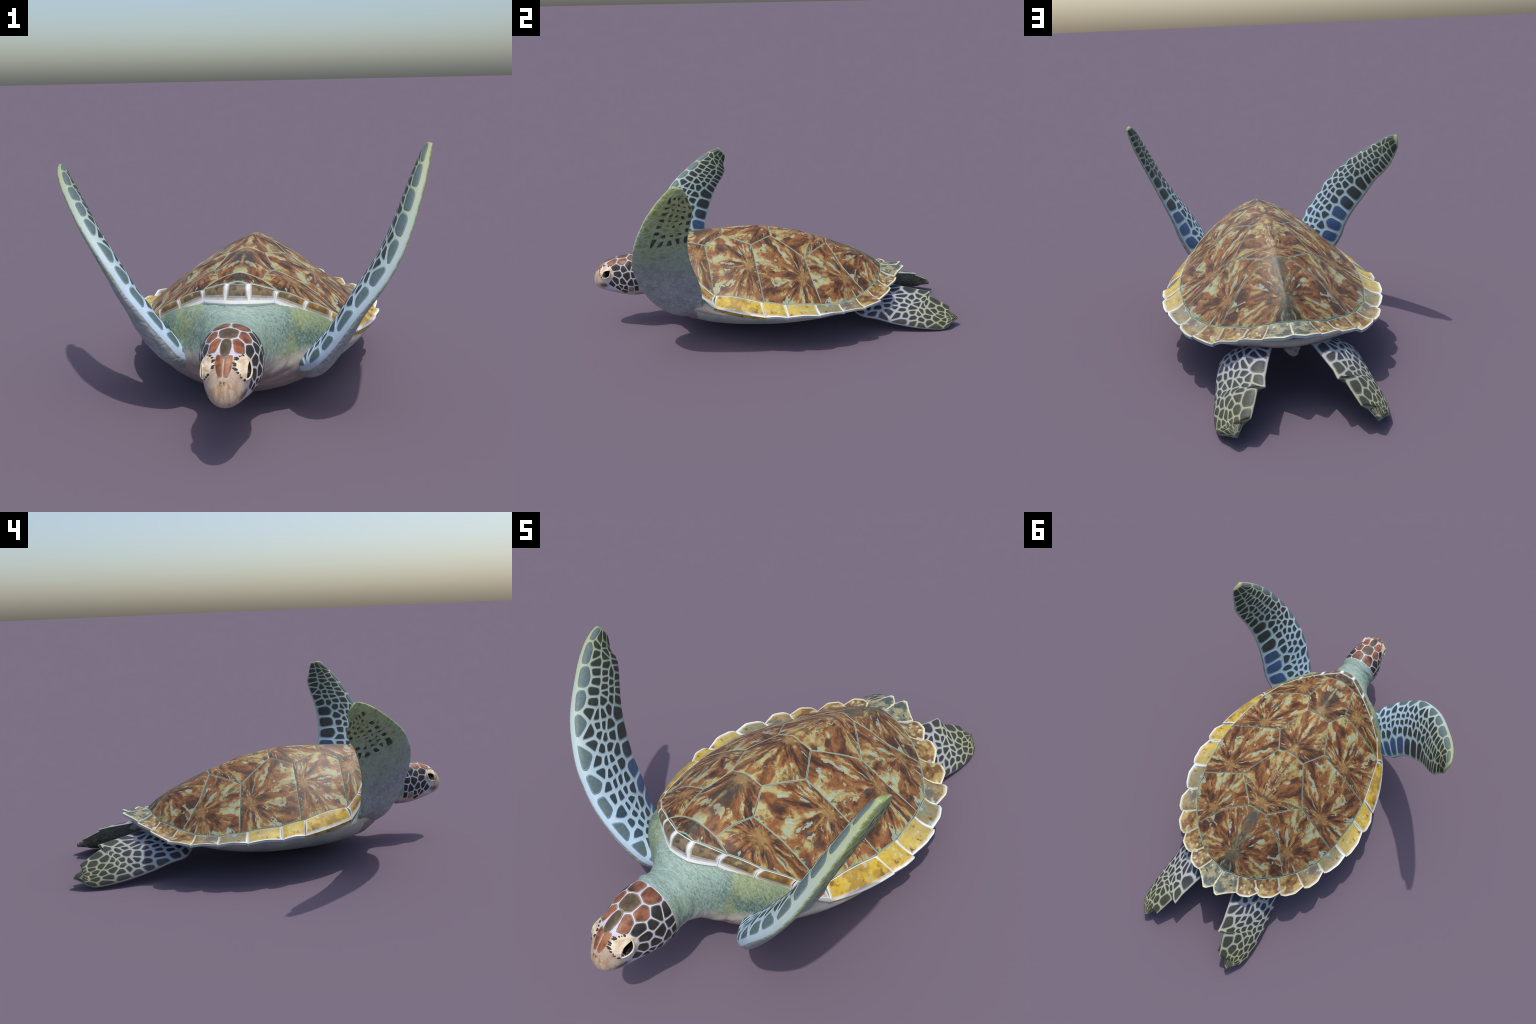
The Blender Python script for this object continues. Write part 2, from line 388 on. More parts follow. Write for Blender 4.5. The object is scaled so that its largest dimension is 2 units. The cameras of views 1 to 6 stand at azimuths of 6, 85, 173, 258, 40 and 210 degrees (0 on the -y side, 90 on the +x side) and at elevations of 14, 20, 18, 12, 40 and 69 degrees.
def head_skin():
    """cream beak, dark smudge at the jaw corner, lilac-white seams between the scales, grey throat"""
    N = Nodes("head_skin", .5, .35); co = N.obj(); x, y, z = N.xyz(co)
    ax = N.math('ABSOLUTE', x); n = N.noise(co, 30, 4, .6)
    col = N.mix(N.step(n, .35, .65), (.47, .44, .54), (.62, .58, .66))
    col = N.mix(N.step(N.math('ADD', y, N.math('MULTIPLY', N.math('SUBTRACT', n, .5), .02)), -.925, -.95), col, N.mix(n, (.36, .25, .17), (.52, .41, .33)))
    # throat
    wz = N.math('ADD', z, N.math('MULTIPLY', N.math('SUBTRACT', n, .5), .012))
    thr = N.math('SUBTRACT', wz, N.math('MULTIPLY', N.math('ADD', y, .9), .12))
    col = N.mix(N.step(thr, .238, .222), col, N.mix(n, (.42, .34, .28), (.58, .52, .46)))
    # beak
    bk = N.math('ADD', y, N.math('MULTIPLY', N.math('SUBTRACT', .30, z), .35))
    beak = N.mix(N.step(z, .225, .30), (.50, .40, .33), (.42, .28, .165))
    m = N.math('MULTIPLY', N.step(y, -.938, -.962), N.step(wz, .318, .304))
    col = N.mix(m, col, N.mix(N.step(N.noise(N.vec('MULTIPLY', co, (40, 10, 12)), 2, 3), .4, .65), N.mix(N.step(ax, .03, .06), beak, (.46, .40, .41)), (.52, .42, .32)))
    mot = N.noise(N.vec('MULTIPLY', co, (50, 50, 22)), 1.6, 4, .65)
    col = N.mix(N.math('MULTIPLY', N.step(y, -.935, -.96), N.step(mot, .5, .68, 0.0, .6)), col, (.25, .135, .065))
    # smudge along the mouth
    fur = N.noise(N.vec('MULTIPLY', co, (60, 60, 14)), 2.2, 3, .6)
    sm = N.math('MULTIPLY', N.step(N.math('ABSOLUTE', N.math('SUBTRACT', N.math('ADD', y, N.math('MULTIPLY', N.math('SUBTRACT', n, .5), .02)), -.943)), .006, .036, 1.0, 0.0),
                N.step(N.math('ABSOLUTE', N.math('SUBTRACT', wz, .264)), .001, .024, 1.0, 0.0))
    sm = N.math('MULTIPLY', sm, N.math('MULTIPLY', N.step(ax, .018, .034), N.step(fur, .30, .60, .6, .95)))
    col = N.mix(sm, col, (.045, .03, .03))
    return N.done(col, n, .15, .002)

# ------------------------------------------------------------------ thing root
def build():
    root = bpy.data.objects.new("sea_turtle", None)
    bpy.context.scene.collection.objects.link(root)
    root.location = (XC, 0, 0)
    root.empty_display_size = .2
    root["label"] = "swimming green sea turtle with patterned brown shell"
    root["category"] = "sea turtle"

    M = dict(
        scute=scute_material(), marginal=marginal_material(),
        seam_dark=plain("shell_seam", [(.35, (.055, .075, .065)), (.65, (.12, .15, .12))], 40),
        seam_light=plain("shell_seam_light", [(.35, (.23, .34, .28)), (.65, (.37, .41, .28))], 24),
        rim_white=plain("marginal_edge", [(.35, (.60, .66, .68)), (.5, (.80, .83, .82)), (.65, (.85, .80, .60))], 16),
        rim_soft=marginal_material("marginal_horn_pale", .68), rim_faint=marginal_material("marginal_horn_faint", .34),
        rim_thin=plain("marginal_edge_tail", [(.35, (.50, .56, .48)), (.5, (.72, .70, .50)), (.65, (.78, .74, .48))], 20),
        under=plain("marginal_underside", [(.35, (.44, .50, .52)), (.65, (.60, .64, .62))], 12),
        skin=skin_material(), plastron=plastron_material(), head=head_skin())

    # ---------------------------------------------------------- carapace
    half_in = np.array(INNER)[:, :2]
    outline = np.vstack([half_in, (half_in[:-1] * [-1, 1])[::-1]])
    outline = resample(np.vstack([outline, outline[:1]]), 181)[:-1]
    cen = np.array([0, -.02]); V, F = [], []
    fr = np.r_[np.linspace(1.0, 0.0, 40)]
    for f in fr[:-1]:
        q = cen + (outline - cen) * f
        V += [(a, b, c - .0035) for (a, b), c in zip(q, dome(q))]
    V.append((*cen, dome(cen)[0] - .0035))
    n = len(outline)
    for k in range(len(fr) - 2):
        for i in range(n):
            j = (i + 1) % n
            F.append((k*n + i, k*n + j, (k+1)*n + j, (k+1)*n + i))
    for i in range(n): F.append(((len(fr)-2)*n + i, (len(fr)-2)*n + (i+1) % n, len(V) - 1))
    car = add("carapace", mesh_from("carapace", V, [f[::-1] for f in F] if False else F, [M["seam_dark"]]), root)

    def scute(name, poly, areola, streak, keel=0.0, mat=None, mirror=False, seed=0):
        """one horny plate: bevelled border with a pale seam line, gently swollen"""
        poly = np.asarray(poly, float)
        P = []
        for a, b in zip(poly, np.roll(poly, -1, axis=0)):
            m = max(2, int(np.linalg.norm(b - a) / .010))
            P += [a + (b - a) * t for t in np.arange(m) / m]
        P = np.array(P)
        tang = np.roll(P, -2, axis=0) - np.roll(P, 2, axis=0)
        nor = unit(np.stack([-tang[:, 1], tang[:, 0]], 1))
        area = .5 * np.sum(P[:, 0] * np.roll(P[:, 1], -1) - np.roll(P[:, 0], -1) * P[:, 1])
        if area < 0: P = P[::-1]; nor = nor[::-1]; nor = nor * 1.0; nor = -nor if False else nor
        tang = np.roll(P, -2, axis=0) - np.roll(P, 2, axis=0)
        nor = unit(np.stack([-tang[:, 1], tang[:, 0]], 1))          # points inwards (ccw outline)
        wob = value_noise(np.c_[P * 38, np.full(len(P), seed)], 5) * .0014
        if keel or mirror is None: wob = value_noise(np.c_[np.abs(P[:, :1]) * 38, P[:, 1:] * 38, np.full(len(P), seed)], 5) * .0014
        c = P.mean(0) if mirror is not None else np.array([0, P[:, 1].mean()])
        rings = [P + nor * (.0008 + wob)[:, None], P + nor * (.0011 + wob)[:, None], P + nor * (.0030 + wob)[:, None]]
        hs = [-.005, .0004, .0010]
        for f in (.95, .88, .79, .69, .58, .46, .34, .22, .1):
            rings.append(c + (rings[2] - c) * f); hs.append(.0012 + .0015 * (1 - f))
        n = len(P); V, F, fm = [], [], []
        for q, h in zip(rings, hs):
            V += [(a, b, z + h) for (a, b), z in zip(q, dome(q))]
        V.append((*c, dome(c)[0] + .003))
        for k in range(len(rings) - 1):
            for i in range(n):
                j = (i + 1) % n
                F.append((k*n + i, k*n + j, (k+1)*n + j, (k+1)*n + i)); fm.append(1 if k < 2 else 0)
        last = (len(rings) - 1) * n
        for i in range(n): F.append((last + i, last + (i+1) % n, len(V) - 1)); fm.append(0)
        V = np.array(V); o = np.array([areola[0], areola[1], dome(areola)[0]])
        ob = add(name, mesh_from(name, V - o, F, [mat or M["scute"], M["seam_light"]], fm), car, o)
        ob["streak"] = float(streak); ob["keel_stripe"] = float(keel); ob["folded"] = 1.0 if mirror is None else 0.0
        ob["side"] = -1.0 if areola[0] < 0 else 1.0

    C = {k: np.array(v[:2]) for k, v in CORNER.items()}
    I = [np.array(p[:2]) for p in INNER]
    mir = lambda p: np.array([-p[0], p[1]])
    K0, K12, K23, K34 = (np.array([0, y]) for y in (-.532, -.289, -.027, .292))
    on = lambda k, t: I[k] * (1 - t) + I[k+1] * t          # a point on the marginal seam
    M12, M23, M34, M4 = on(3, .86), on(5, .14), on(7, .28), on(9, .75)
    bow = np.array([.166, .358])
    vert = [
        ("front", [K0, C["Q1"], C["P1"], C["J12"], K12], (0, -.31), 2.3, .6),
        ("second", [K12, C["J12"], C["P2"], C["J23"], K23], (0, -.055), 11.7, 0),
        ("third", [K23, C["J23"], C["P3"], C["J34"], K34], (0, .255), 23.1, 0),
        ("rear", [K34, C["J34"], bow, M4, I[10], I[11], I[12], I[13]], (0, .52), 5.9, 1.0)]
    for k, (_, h, ar, st, kl) in enumerate(vert):
        poly = h + [mir(p) for p in h[::-1] if abs(p[0]) > 1e-6]
        scute("vertebral_scute", poly, ar, st, kl, mirror=None, seed=k)
    cost = [([C["Q1"], I[1], I[2], I[3], M12, C["P1"]], (.17, -.425), 41.0),
            ([C["P1"], M12, I[4], I[5], M23, C["P2"], C["J12"]], (.245, -.150), 56.4),
            ([C["P2"], M23, I[6], I[7], M34, C["P3"], C["J23"]], (.283, .130), 63.2),
            ([C["P3"], M34, I[8], I[9], M4, bow, C["J34"]], (.225, .372), 78.8)]
    for k, (poly, ar, st) in enumerate(cost):
        scute("costal_scute", poly, ar, st, 0.0, mirror=True, seed=10 + k)
        scute("costal_scute", [mir(p) for p in poly], (-ar[0], ar[1]), st, 0.0, mirror=True, seed=10 + k)
    h = [np.array([0, -.583]), I[0], np.array([.128, -.536]), C["Q1"], K0]
    scute("collar_scute", h + [mir(p) for p in h[::-1] if abs(p[0]) > 1e-6], (0, -.50), 14.0, .5, mirror=None, seed=33)

    # ---------------------------------------------------------- marginal scutes
    Ii, Oo = np.array(INNER), np.array(OUTER)
    def marginal(k, left, nuchal=False):
        rear = smoothstep(3.5, 5.5, k)
        th = (.012 if nuchal or k < 3 else .024) - .011 * rear * (k >= 3)
        if nuchal:
            a_in, b_in = Ii[0] * [-1, 1, 1], Ii[0]; a_out, b_out = Oo[0] * [-1, 1, 1], Oo[0]
        else:
            a_in, b_in, a_out, b_out = Ii[k], Ii[k+1], Oo[k], Oo[k+1]
        nu, nv = 17, 11
        u = np.linspace(0, 1, nu); v = np.linspace(0, 1, nv)
        u = .5 - .5 * np.cos(np.pi * u) if False else u
        along = b_out - a_out; out2 = unit(np.array([(a_out + b_out - a_in - b_in)[0], (a_out + b_out - a_in - b_in)[1], 0]))
        span = np.linalg.norm(along)
        # free edge: starts tucked in, swells, ends in a rear point
        if nuchal or k < 3: bulge = .003 * np.sin(np.pi * u); lift = 0 * u; tuck = 0 * u
        elif k < 5: bulge = (.006 if k == 3 else .013) * np.sin(np.pi * u); lift = 0 * u; tuck = 0 * u
        else:
            bulge = np.interp(u, [0, .42, .86, 1], [-.007, .012, .010, .000]) * (1 if k < 8 else 1.45)
            lift = np.interp(u, [0, .42, .86, 1], [-.002, .011, .004, -.004]); tuck = u * 0
            if k == 12:
                bulge = np.interp(u, [0, .35, .78, 1], [-.002, .014, .042, -.008]); lift = np.interp(u, [0, .4, .8, 1], [0, .008, .018, .004])
        g0, g1 = (.0006 / span, 1 - .0006 / span)
        top = np.zeros((nu, nv, 3))
        for i, t in enumerate(u):
            tt = g0 + (g1 - g0) * t
            pin = a_in + (b_in - a_in) * tt
            if not nuchal: pin[2] = dome(pin[:2])[0] + .0005
            pin = pin + out2 * .0015
            po = a_out + along * tt + out2 * bulge[i] + [0, 0, lift[i]]
            for j, s in enumerate(v):
                p = pin + (po - pin) * s
                sag = -.010 * rear if k < 12 else -.004
                p[2] += sag * math.sin(math.pi * s) + (.010 * (1 - rear) + (.006 if nuchal or k < 3 else 0)) * math.sin(math.pi * s)
                if nuchal or k < 4: p[1] -= .007 * math.sin(math.pi * min(1, s * 1.2))
                top[i, j] = p
        nrm = np.cross(top[-1, 0] - top[0, 0], top[0, -1] - top[0, 0]); nrm = unit(nrm)
        if nrm[2] < 0: nrm = -nrm
        down = unit(nrm * .7 + np.array([0, 0, .6]))
        sgn = 1
        V, F, fm = [], [], []
        # border strip widths
        bw_side = .0036 if k < 4 else .0030 if k < 8 else .0017
        bw_out = .0065 if k < 4 else .006 if k < 9 else .0045
        us = np.r_[np.array([0, 1, 1.9, 3.0]) * bw_side / span, np.linspace(4.4 * bw_side / span, 1 - 4.4 * bw_side / span, 9), 1 - np.array([3.0, 1.9, 1, 0]) * bw_side / span]
        dep = np.linalg.norm(top[nu//2, -1] - top[nu//2, 0])
        vs = np.r_[0, .0028 / dep, np.linspace(.12, 1 - 3.6 * bw_out / dep, 7), 1 - np.array([2.6, 1.7, 1, 0]) * bw_out / dep]
        def samp(a, b):
            x = a * (nu - 1); i = min(int(x), nu - 2); fx = x - i
            y = b * (nv - 1); j = min(int(y), nv - 2); fy = y - j
            return (top[i, j] * (1-fx) * (1-fy) + top[i+1, j] * fx * (1-fy) + top[i, j+1] * (1-fx) * fy + top[i+1, j+1] * fx * fy)
        A, B = len(us), len(vs)
        for a in us:
            for b in vs:
                p = samp(a, b)
                e = min(a * span, (1 - a) * span, (1 - b) * dep)
                V.append(p - nrm * .0012 * (1 - smoothstep(0, .006, e)))
        for a in us:
            for b in vs:
                V.append(samp(a, b) - down * (th + (1 - b) * .012))
        idx = lambda i, j, s: s * A * B + i * B + j
        for i in range(A - 1):
            for j in range(B - 1):
                border = i == 0 or i == A - 2 or j == B - 2
                soft = i == 1 or i == A - 3 or j == B - 3
                faint = i == 2 or i == A - 4 or j == B - 4
                F.append((idx(i, j, 0), idx(i+1, j, 0), idx(i+1, j+1, 0), idx(i, j+1, 0)))
                fm.append(1 if border or (k < 5 and j == 0) else 3 if j == 0 else 4 if soft else 5 if faint else 0)
                F.append((idx(i, j, 1), idx(i, j+1, 1), idx(i+1, j+1, 1), idx(i+1, j, 1))); fm.append(2)
        for i in range(A - 1):
            F.append((idx(i, B-1, 0), idx(i+1, B-1, 0), idx(i+1, B-1, 1), idx(i, B-1, 1))); fm.append(2 if k > 4 else 1 if (nuchal or k < 3) else 0)
            F.append((idx(i+1, 0, 0), idx(i, 0, 0), idx(i, 0, 1), idx(i+1, 0, 1))); fm.append(2)
        for j in range(B - 1):
            F.append((idx(0, j, 0), idx(0, j+1, 0), idx(0, j+1, 1), idx(0, j, 1))); fm.append(2)
            F.append((idx(A-1, j+1, 0), idx(A-1, j, 0), idx(A-1, j, 1), idx(A-1, j+1, 1))); fm.append(2)
        # orientation check
        V = np.array(V); c0 = V[:A*B].mean(0)
        f = F[0]; fn = np.cross(V[f[1]] - V[f[0]], V[f[2]] - V[f[0]])
        if np.dot(fn, nrm) < 0: F = [q[::-1] for q in F]
        name = "nuchal_scute" if nuchal else "marginal_scute"
        me = mesh_from(name, V - c0, F, [M["marginal"], M["rim_white"] if k < 8 else M["rim_thin"], M["under"], M["seam_light"], M["rim_soft"], M["rim_faint"]], fm)
        me.set_sharp_from_angle(angle=math.radians(35))
        for s in ((1,) if nuchal else (1, -1)):
            ob = add(name, me, car, (c0[0] * s, c0[1], c0[2]), (s, 1, 1))
            ob["station"] = 0.0 if nuchal else (k + .5) / 13; ob["streak"] = float(k * 3.7 + 1)
    marginal(0, True, nuchal=True)
    for k in range(13): marginal(k, True)

    # ---------------------------------------------------------- body skin
    lidm = plain("eyelid_skin", [(.35, (.50, .38, .25)), (.5, (.72, .60, .44)), (.65, (.80, .70, .55))], 22, .45, 4, .3, (1, 1, 3))
    lidrim = plain("eyelid_rim", [(.35, (.36, .27, .20)), (.6, (.62, .50, .38))], 50)
    eyeb = Nodes("eye_dark", .4, .15).done((.006, .006, .008))
    ys = np.r_[np.linspace(-1.0005, -.98, 16)[:-1], np.linspace(-.98, -.86, 90)[:-1], np.linspace(-.86, -.55, 110)[:-1], np.linspace(-.55, .695, 110)]
    na = 240
    ang = np.linspace(-np.pi, np.pi, na, endpoint=False)
    Y, A_ = np.meshgrid(ys, ang, indexing='ij')
    P = body_point(Y.ravel(), A_.ravel(), True); Nn = body_normal(Y.ravel(), A_.ravel())
    # neck and shoulder wrinkles run round the neck
    amt = smoothstep(-.755, -.73, P[:, 1]) * (1 - smoothstep(-.56, -.45, P[:, 1]))
    wr = value_noise(np.c_[P[:, 0] * 14, P[:, 1] * 48, P[:, 2] * 16], 3) * .0042 + value_noise(np.c_[P[:, 0] * 30, P[:, 1] * 130, P[:, 2] * 34], 4) * .0018
    P = P + Nn * (amt * wr)[:, None]
    V = list(P); F, reg = [], []
    for i in range(len(ys) - 1):
        for j in range(na):
            j2 = (j + 1) % na
            F.append((i*na + j, (i+1)*na + j, (i+1)*na + j2, i*na + j2))
            y = (ys[i] + ys[i+1]) / 2; a = abs(ang[j] + np.pi / na); z = P[i*na + j, 2]
            zc = P[i*na + j:i*na + j + 1, 2]; yc = P[i*na + j:i*na + j + 1, 1]
            if y < -.88 and abs(P[i*na + j, 0]) > .02 and eye_slit(yc, zc)[0] > .04: reg.append("eye")
            elif y < -.88 and abs(P[i*na + j, 0]) > .03 and eye_lid(yc, zc)[0] < 1: reg.append("eyelid")
            elif y < -.752 + .0 * a - .03 * max(0, a - 1.6): reg.append("head")
            elif y < -.60: reg.append("neck")
            elif y > -.44 and z < .2: reg.append("plastron")
            else: reg.append("torso")
    V.append(P[:na].mean(0)); V.append(P[-na:].mean(0))
    for j in range(na):
        F.append((j, (j+1) % na, len(V) - 2)); reg.append("head")
        e = (len(ys) - 1) * na; F.append((e + (j+1) % na, e + j, len(V) - 1)); reg.append("torso")
    whole = mesh_from("whole", V, F); nv = np.empty(len(V) * 3, np.float32)
    whole.vertices.foreach_get("normal", nv); nv = nv.reshape(-1, 3)
    V = np.array(V); reg = np.array(reg); parts = {}
    # outward orientation
    mid = len(F) // 3; f = F[mid]; fn = np.cross(V[f[1]] - V[f[0]], V[f[2]] - V[f[0]])
    if np.dot(fn, V[f[0]] - [0, V[f[0]][1], .25]) < 0: F = [q[::-1] for q in F]; nv = -nv
    skins = dict(head=M["head"], plastron=M["plastron"], eye=eyeb, eyelid=lidm)
    for part in ("head", "eyelid", "eye", "neck", "torso", "plastron"):
        fi = [F[i] for i in np.nonzero(reg == part)[0]]
        used = sorted({v for f in fi for v in f}); back = {v: i for i, v in enumerate(used)}
        me = mesh_from(part, V[used], [[back[v] for v in f] for f in fi], [skins.get(part, M["skin"])])
        me.normals_split_custom_set_from_vertices([tuple(map(float, nv[v])) for v in used])
        parts[part] = add(part, me, parts["head"] if part.startswith("eye") else root)
    bpy.data.meshes.remove(whole)
    head = parts["head"]

    # ---------------------------------------------------------- plates laid on a skin
    def plate(name, poly, surf, parent, mats, height=.0016, n=28, props=(), origin=None, frame=None, fr=(1.0, .97, .84, .70, .5, .25), cuts=2, amount=.25):
        """a horny scale: polygon in surface coordinates, domed, with a soft pale border"""
        B = round_polygon(poly, n, cuts, amount); c = B.mean(0)
        pts, hs = [], []
        prof = {0: -.0008, 1: height * .45, 2: height * .85, 3: height, 4: height * 1.12, 5: height * 1.18}
        for k, f in enumerate(fr): pts.append(c + (B - c) * f); hs += [prof[k]] * n
        pts.append(c[None]); hs.append(height * 1.2)
        uv = np.vstack(pts); Pp, Nn = surf(uv)
        V = Pp + Nn * np.array(hs)[:, None]
        if frame is not None: V = (V - frame[0]) @ frame[1]
        F, fm = [], []
        for k in range(len(fr) - 1):
            for i in range(n):
                j = (i + 1) % n; F.append((k*n + i, k*n + j, (k+1)*n + j, (k+1)*n + i)); fm.append((2, 1, 0, 0, 0)[k])
        e = (len(fr) - 1) * n
        for i in range(n): F.append((e + i, e + (i+1) % n, e + n)); fm.append(0)
        fn = np.cross(V[e] - V[e+n], V[e+1] - V[e+n])
        Nl = Nn[-1] if frame is None else Nn[-1] @ frame[1]
        if np.dot(fn, Nl) < 0: F = [q[::-1] for q in F]
        ob = add(name, mesh_from(name, V, F, mats, fm), parent)
        for k, v in props: ob[k] = v
        return ob

    # head scales: seeds as (y, arc from the mid line); mirrored
    def head_surf(sgn):
        def f(uv):
            y = uv[:, 0]; a = uv[:, 1] / .098
            P = body_point(y, a * sgn if sgn else a); Nn = body_normal(y, a * sgn if sgn else a)
            return P, Nn
        return f
    def shell_mat(name, c0, c1, c2, sc=40):
        return plain(name, [(.36, c0), (.5, c1), (.64, c2)], sc, .45, 4, .2)
    rust = shell_mat("head_scale_rust", (.10, .040, .022), (.25, .085, .038), (.34, .135, .065), 26)
    rustd = shell_mat("head_scale_russet", (.035, .022, .016), (.16, .060, .032), (.28, .115, .065), 22)
    olive = shell_mat("head_scale_olive", (.065, .048, .030), (.095, .070, .042), (.14, .095, .05), 40)
    black = shell_mat("head_scale_black", (.020, .020, .017), (.030, .030, .025), (.05, .048, .038), 40)
    grey = shell_mat("head_scale_grey", (.16, .15, .12), (.24, .22, .18), (.30, .28, .22), 40)
    edge_warm = plain("head_scale_rim", [(.4, (.16, .12, .085)), (.6, (.30, .24, .18))], 60)
    edge_dark = plain("head_scale_rim_dark", [(.4, (.09, .085, .07)), (.6, (.19, .18, .13))], 60)
    pale = M["head"]
    seeds = [  # y, arc, material
        (-.836, .000, olive), (-.907, .000, None), (-.962, .014, rust), (-.890, .043, rust), (-.776, .030, rustd), (-.838, .058, rust),
        (-.800, .084, black), (-.766, .098, black), (-.862, .093, black), (-.826, .101, black), (-.814, .133, black), (-.768, .128, black),
        (-.858, .126, black), (-.838, .160, black), (-.788, .165, black), (-.872, .158, black), (-.764, .160, black), (-.846, .186, black),
        (-.862, .197, black), (-.826, .193, black), (-.792, .196, grey), (-.895, .176, black), (-.832, .214, black), (-.764, .195, black)]
    # cells are computed with mirror seeds so that the mid line is a seam; ghost seeds keep the eye, beak and throat free
    pts, owner = [], []
    for i, (y, a, m) in enumerate(seeds):
        pts.append((y, a)); owner.append(i)
        if a > 1e-6: pts.append((y, -a)); owner.append(-1)
    ghosts = [(-.930, .100), (-.912, .125), (-.948, .064), (-.930, .150), (-.990, .066), (-1.012, .014), (-.92, .20), (-.88, .222), (-.86, .240), (-.80, .240), (-.77, .235)]
    for g in ghosts: pts += [g, (g[0], -g[1])]; owner += [-1, -1]
    P2 = np.array(pts)
    cells = voronoi_cells(P2, (-.985, -.26, -.7535, .26), lambda s: .0018 + .020 * min(.12, max(0, abs(s[1]) - .06)))
    for c, o in zip(cells, owner):
        if o < 0 or c is None: continue
        y, a, m = seeds[o]
        if m is None: continue
        mats = [m, edge_warm if m in (rust, rustd, olive) else edge_dark, pale]
        plate("head_scale", c, head_surf(0), head, mats, .0011, 32, cuts=2, amount=.13)
        if a > 1e-6: plate("head_scale", c * [1, -1], head_surf(0), head, mats, .0011, 32, cuts=2, amount=.13)
    th = np.linspace(0, 2*np.pi, 24, endpoint=False)
    oval = np.c_[-.907 + .041 * np.cos(th), .0185 * np.sin(th)]
    plate("head_scale", oval, head_surf(0), head, [olive, edge_warm, edge_dark], .0022, 30)
    # nose shields with nostrils
    nose = shell_mat("nose_shield", (.26, .17, .10), (.33, .22, .13), (.40, .27, .17), 60)
    hole = plain("nostril_hole", [(.4, (.02, .012, .01)), (.6, (.035, .02, .015))], 40)
    for s in (1, -1):
        q = np.c_[-.9925 + .0030 * np.cos(th), s * (.0105 + .0080 * np.sin(th))]
        ob = plate("nose_shield", q, lambda uv: (body_point(uv[:, 0], uv[:, 1] / .055), body_normal(uv[:, 0], uv[:, 1] / .055)), head, [nose, nose, M["head"]], .001, 20)
        q = np.c_[-.9925 + .0012 * np.cos(th), s * (.0090 + .0022 * np.sin(th))]
        plate("nostril", q, lambda uv: (body_point(uv[:, 0], uv[:, 1] / .055), body_normal(uv[:, 0], uv[:, 1] / .055)), head, [hole, hole, hole], .0022, 14)

    # eyes: cream lid mound, dark leaf-shaped slit, rolled lower lid, small lid beads
    def side_surf(s):
        """project (y, z) on the flank of the head"""
        def f(uv):
            y, z = uv[:, 0], uv[:, 1]
            lo, hi = np.full(len(y), .15), np.full(len(y), 2.6)
            for _ in range(40):
                m = (lo + hi) / 2; zz = body_point(y, m)[:, 2]
                hi = np.where(zz < z, m, hi); lo = np.where(zz >= z, m, lo)
            return body_point(y, lo * s), body_normal(y, lo * s)
        return f
    for s in (1, -1):
        S = side_surf(s)
        # rolled lid margin round the slit, heavier behind and below
        c, d, hl, hw = EYE; m = 64; e = np.array([d[1], -d[0]])
        k = np.linspace(0, 2*np.pi, m, endpoint=False); u = np.cos(k) * 1.04; lower = np.sin(k) > 0
        path = c + np.outer(u * hl, d) + np.outer(np.sign(np.sin(k)) * (1 - np.clip(np.abs(u), 0, 1) ** 2) * hw * 1.02 + np.where(lower, .0022 * np.sin(k), 0), e)
        Pp, Nn = S(path); V, F = [], []
        rad = np.where(lower, .0014 + .0017 * np.abs(np.sin(k)) ** .6, .0016)
        for i in range(m):
            tg = unit(Pp[(i+1) % m] - Pp[i-1]); b = unit(np.cross(tg, Nn[i]))
            for q in np.linspace(0, 2*np.pi, 10, endpoint=False):
                V.append(Pp[i] + Nn[i] * rad[i] * .35 + rad[i] * (math.cos(q) * b + math.sin(q) * Nn[i] * .9))
        for i in range(m):
            for q in range(10):
                F.append((i*10 + q, i*10 + (q+1) % 10, ((i+1) % m)*10 + (q+1) % 10, ((i+1) % m)*10 + q))
        add("lid_margin", mesh_from("lid_margin", V, F, [lidm]), head)
        # dark beads round the front and top of the lid
        for b in range(16):
            th_ = math.radians(60 + b * 11 + 5 * rng.standard_normal())
            cb = np.array([-.9255 + .036 * math.cos(th_) - .004 * math.sin(th_) + .0015 * rng.standard_normal(), .337 + .034 * math.sin(th_) + .006 * math.cos(th_)])
            rr = .0016 + .0026 * rng.random()
            tt = np.linspace(0, 2*np.pi, 10, endpoint=False)
            o = np.c_[cb[0] + rr * np.cos(tt), cb[1] + rr * (.8 + .5 * rng.random()) * np.sin(tt)]
            plate("lid_bead", o, S, head, [black, black, edge_dark], .0016, 12)

    # ---------------------------------------------------------- limbs
    class Limb:
        def __init__(self, lead, trail, up, thick, smooth=(2, 1), bow=0.0, tail=(.75, .16, .5), share=.58, nose=.5, widen=0.0, floor=None, dorsal=None):
            self.tail = tail; self.nose = nose; self.dorsal = dorsal or tail[0]; self.floor = floor; self.share = share if callable(share) else (lambda s: np.full(len(s), share)); self.n = 80; fr = np.linspace(0, 1, self.n)
            self.L = resample(lead, fr=fr, smooth=smooth[0]); self.T = resample(trail, fr=fr, smooth=smooth[1])
            self.L = self.L - unit(self.T - self.L) * widen
            mid = (self.L + self.T) / 2
            tan = unit(np.gradient(mid, axis=0)); ch = unit(self.T - self.L)
            N = unit(np.cross(tan, ch))
            k = np.ones(9) / 9
            N = unit(np.stack([np.convolve(np.pad(N[:, i], 4, mode='edge'), k, 'valid') for i in range(3)], 1))
            if np.dot(N[self.n//2], up) < 0: N = -N
            self.N = N; self.th = np.asarray(thick, float); self.bow = bow
            self.length = np.linalg.norm(np.diff(mid, axis=0), axis=1).sum()
            X = unit(mid[-1] - mid[6]); Yv = ch[self.n//3] - X * np.dot(ch[self.n//3], X); Yv = unit(Yv)
            self.frame = (mid[6], np.stack([X, Yv, np.cross(X, Yv)], 1))
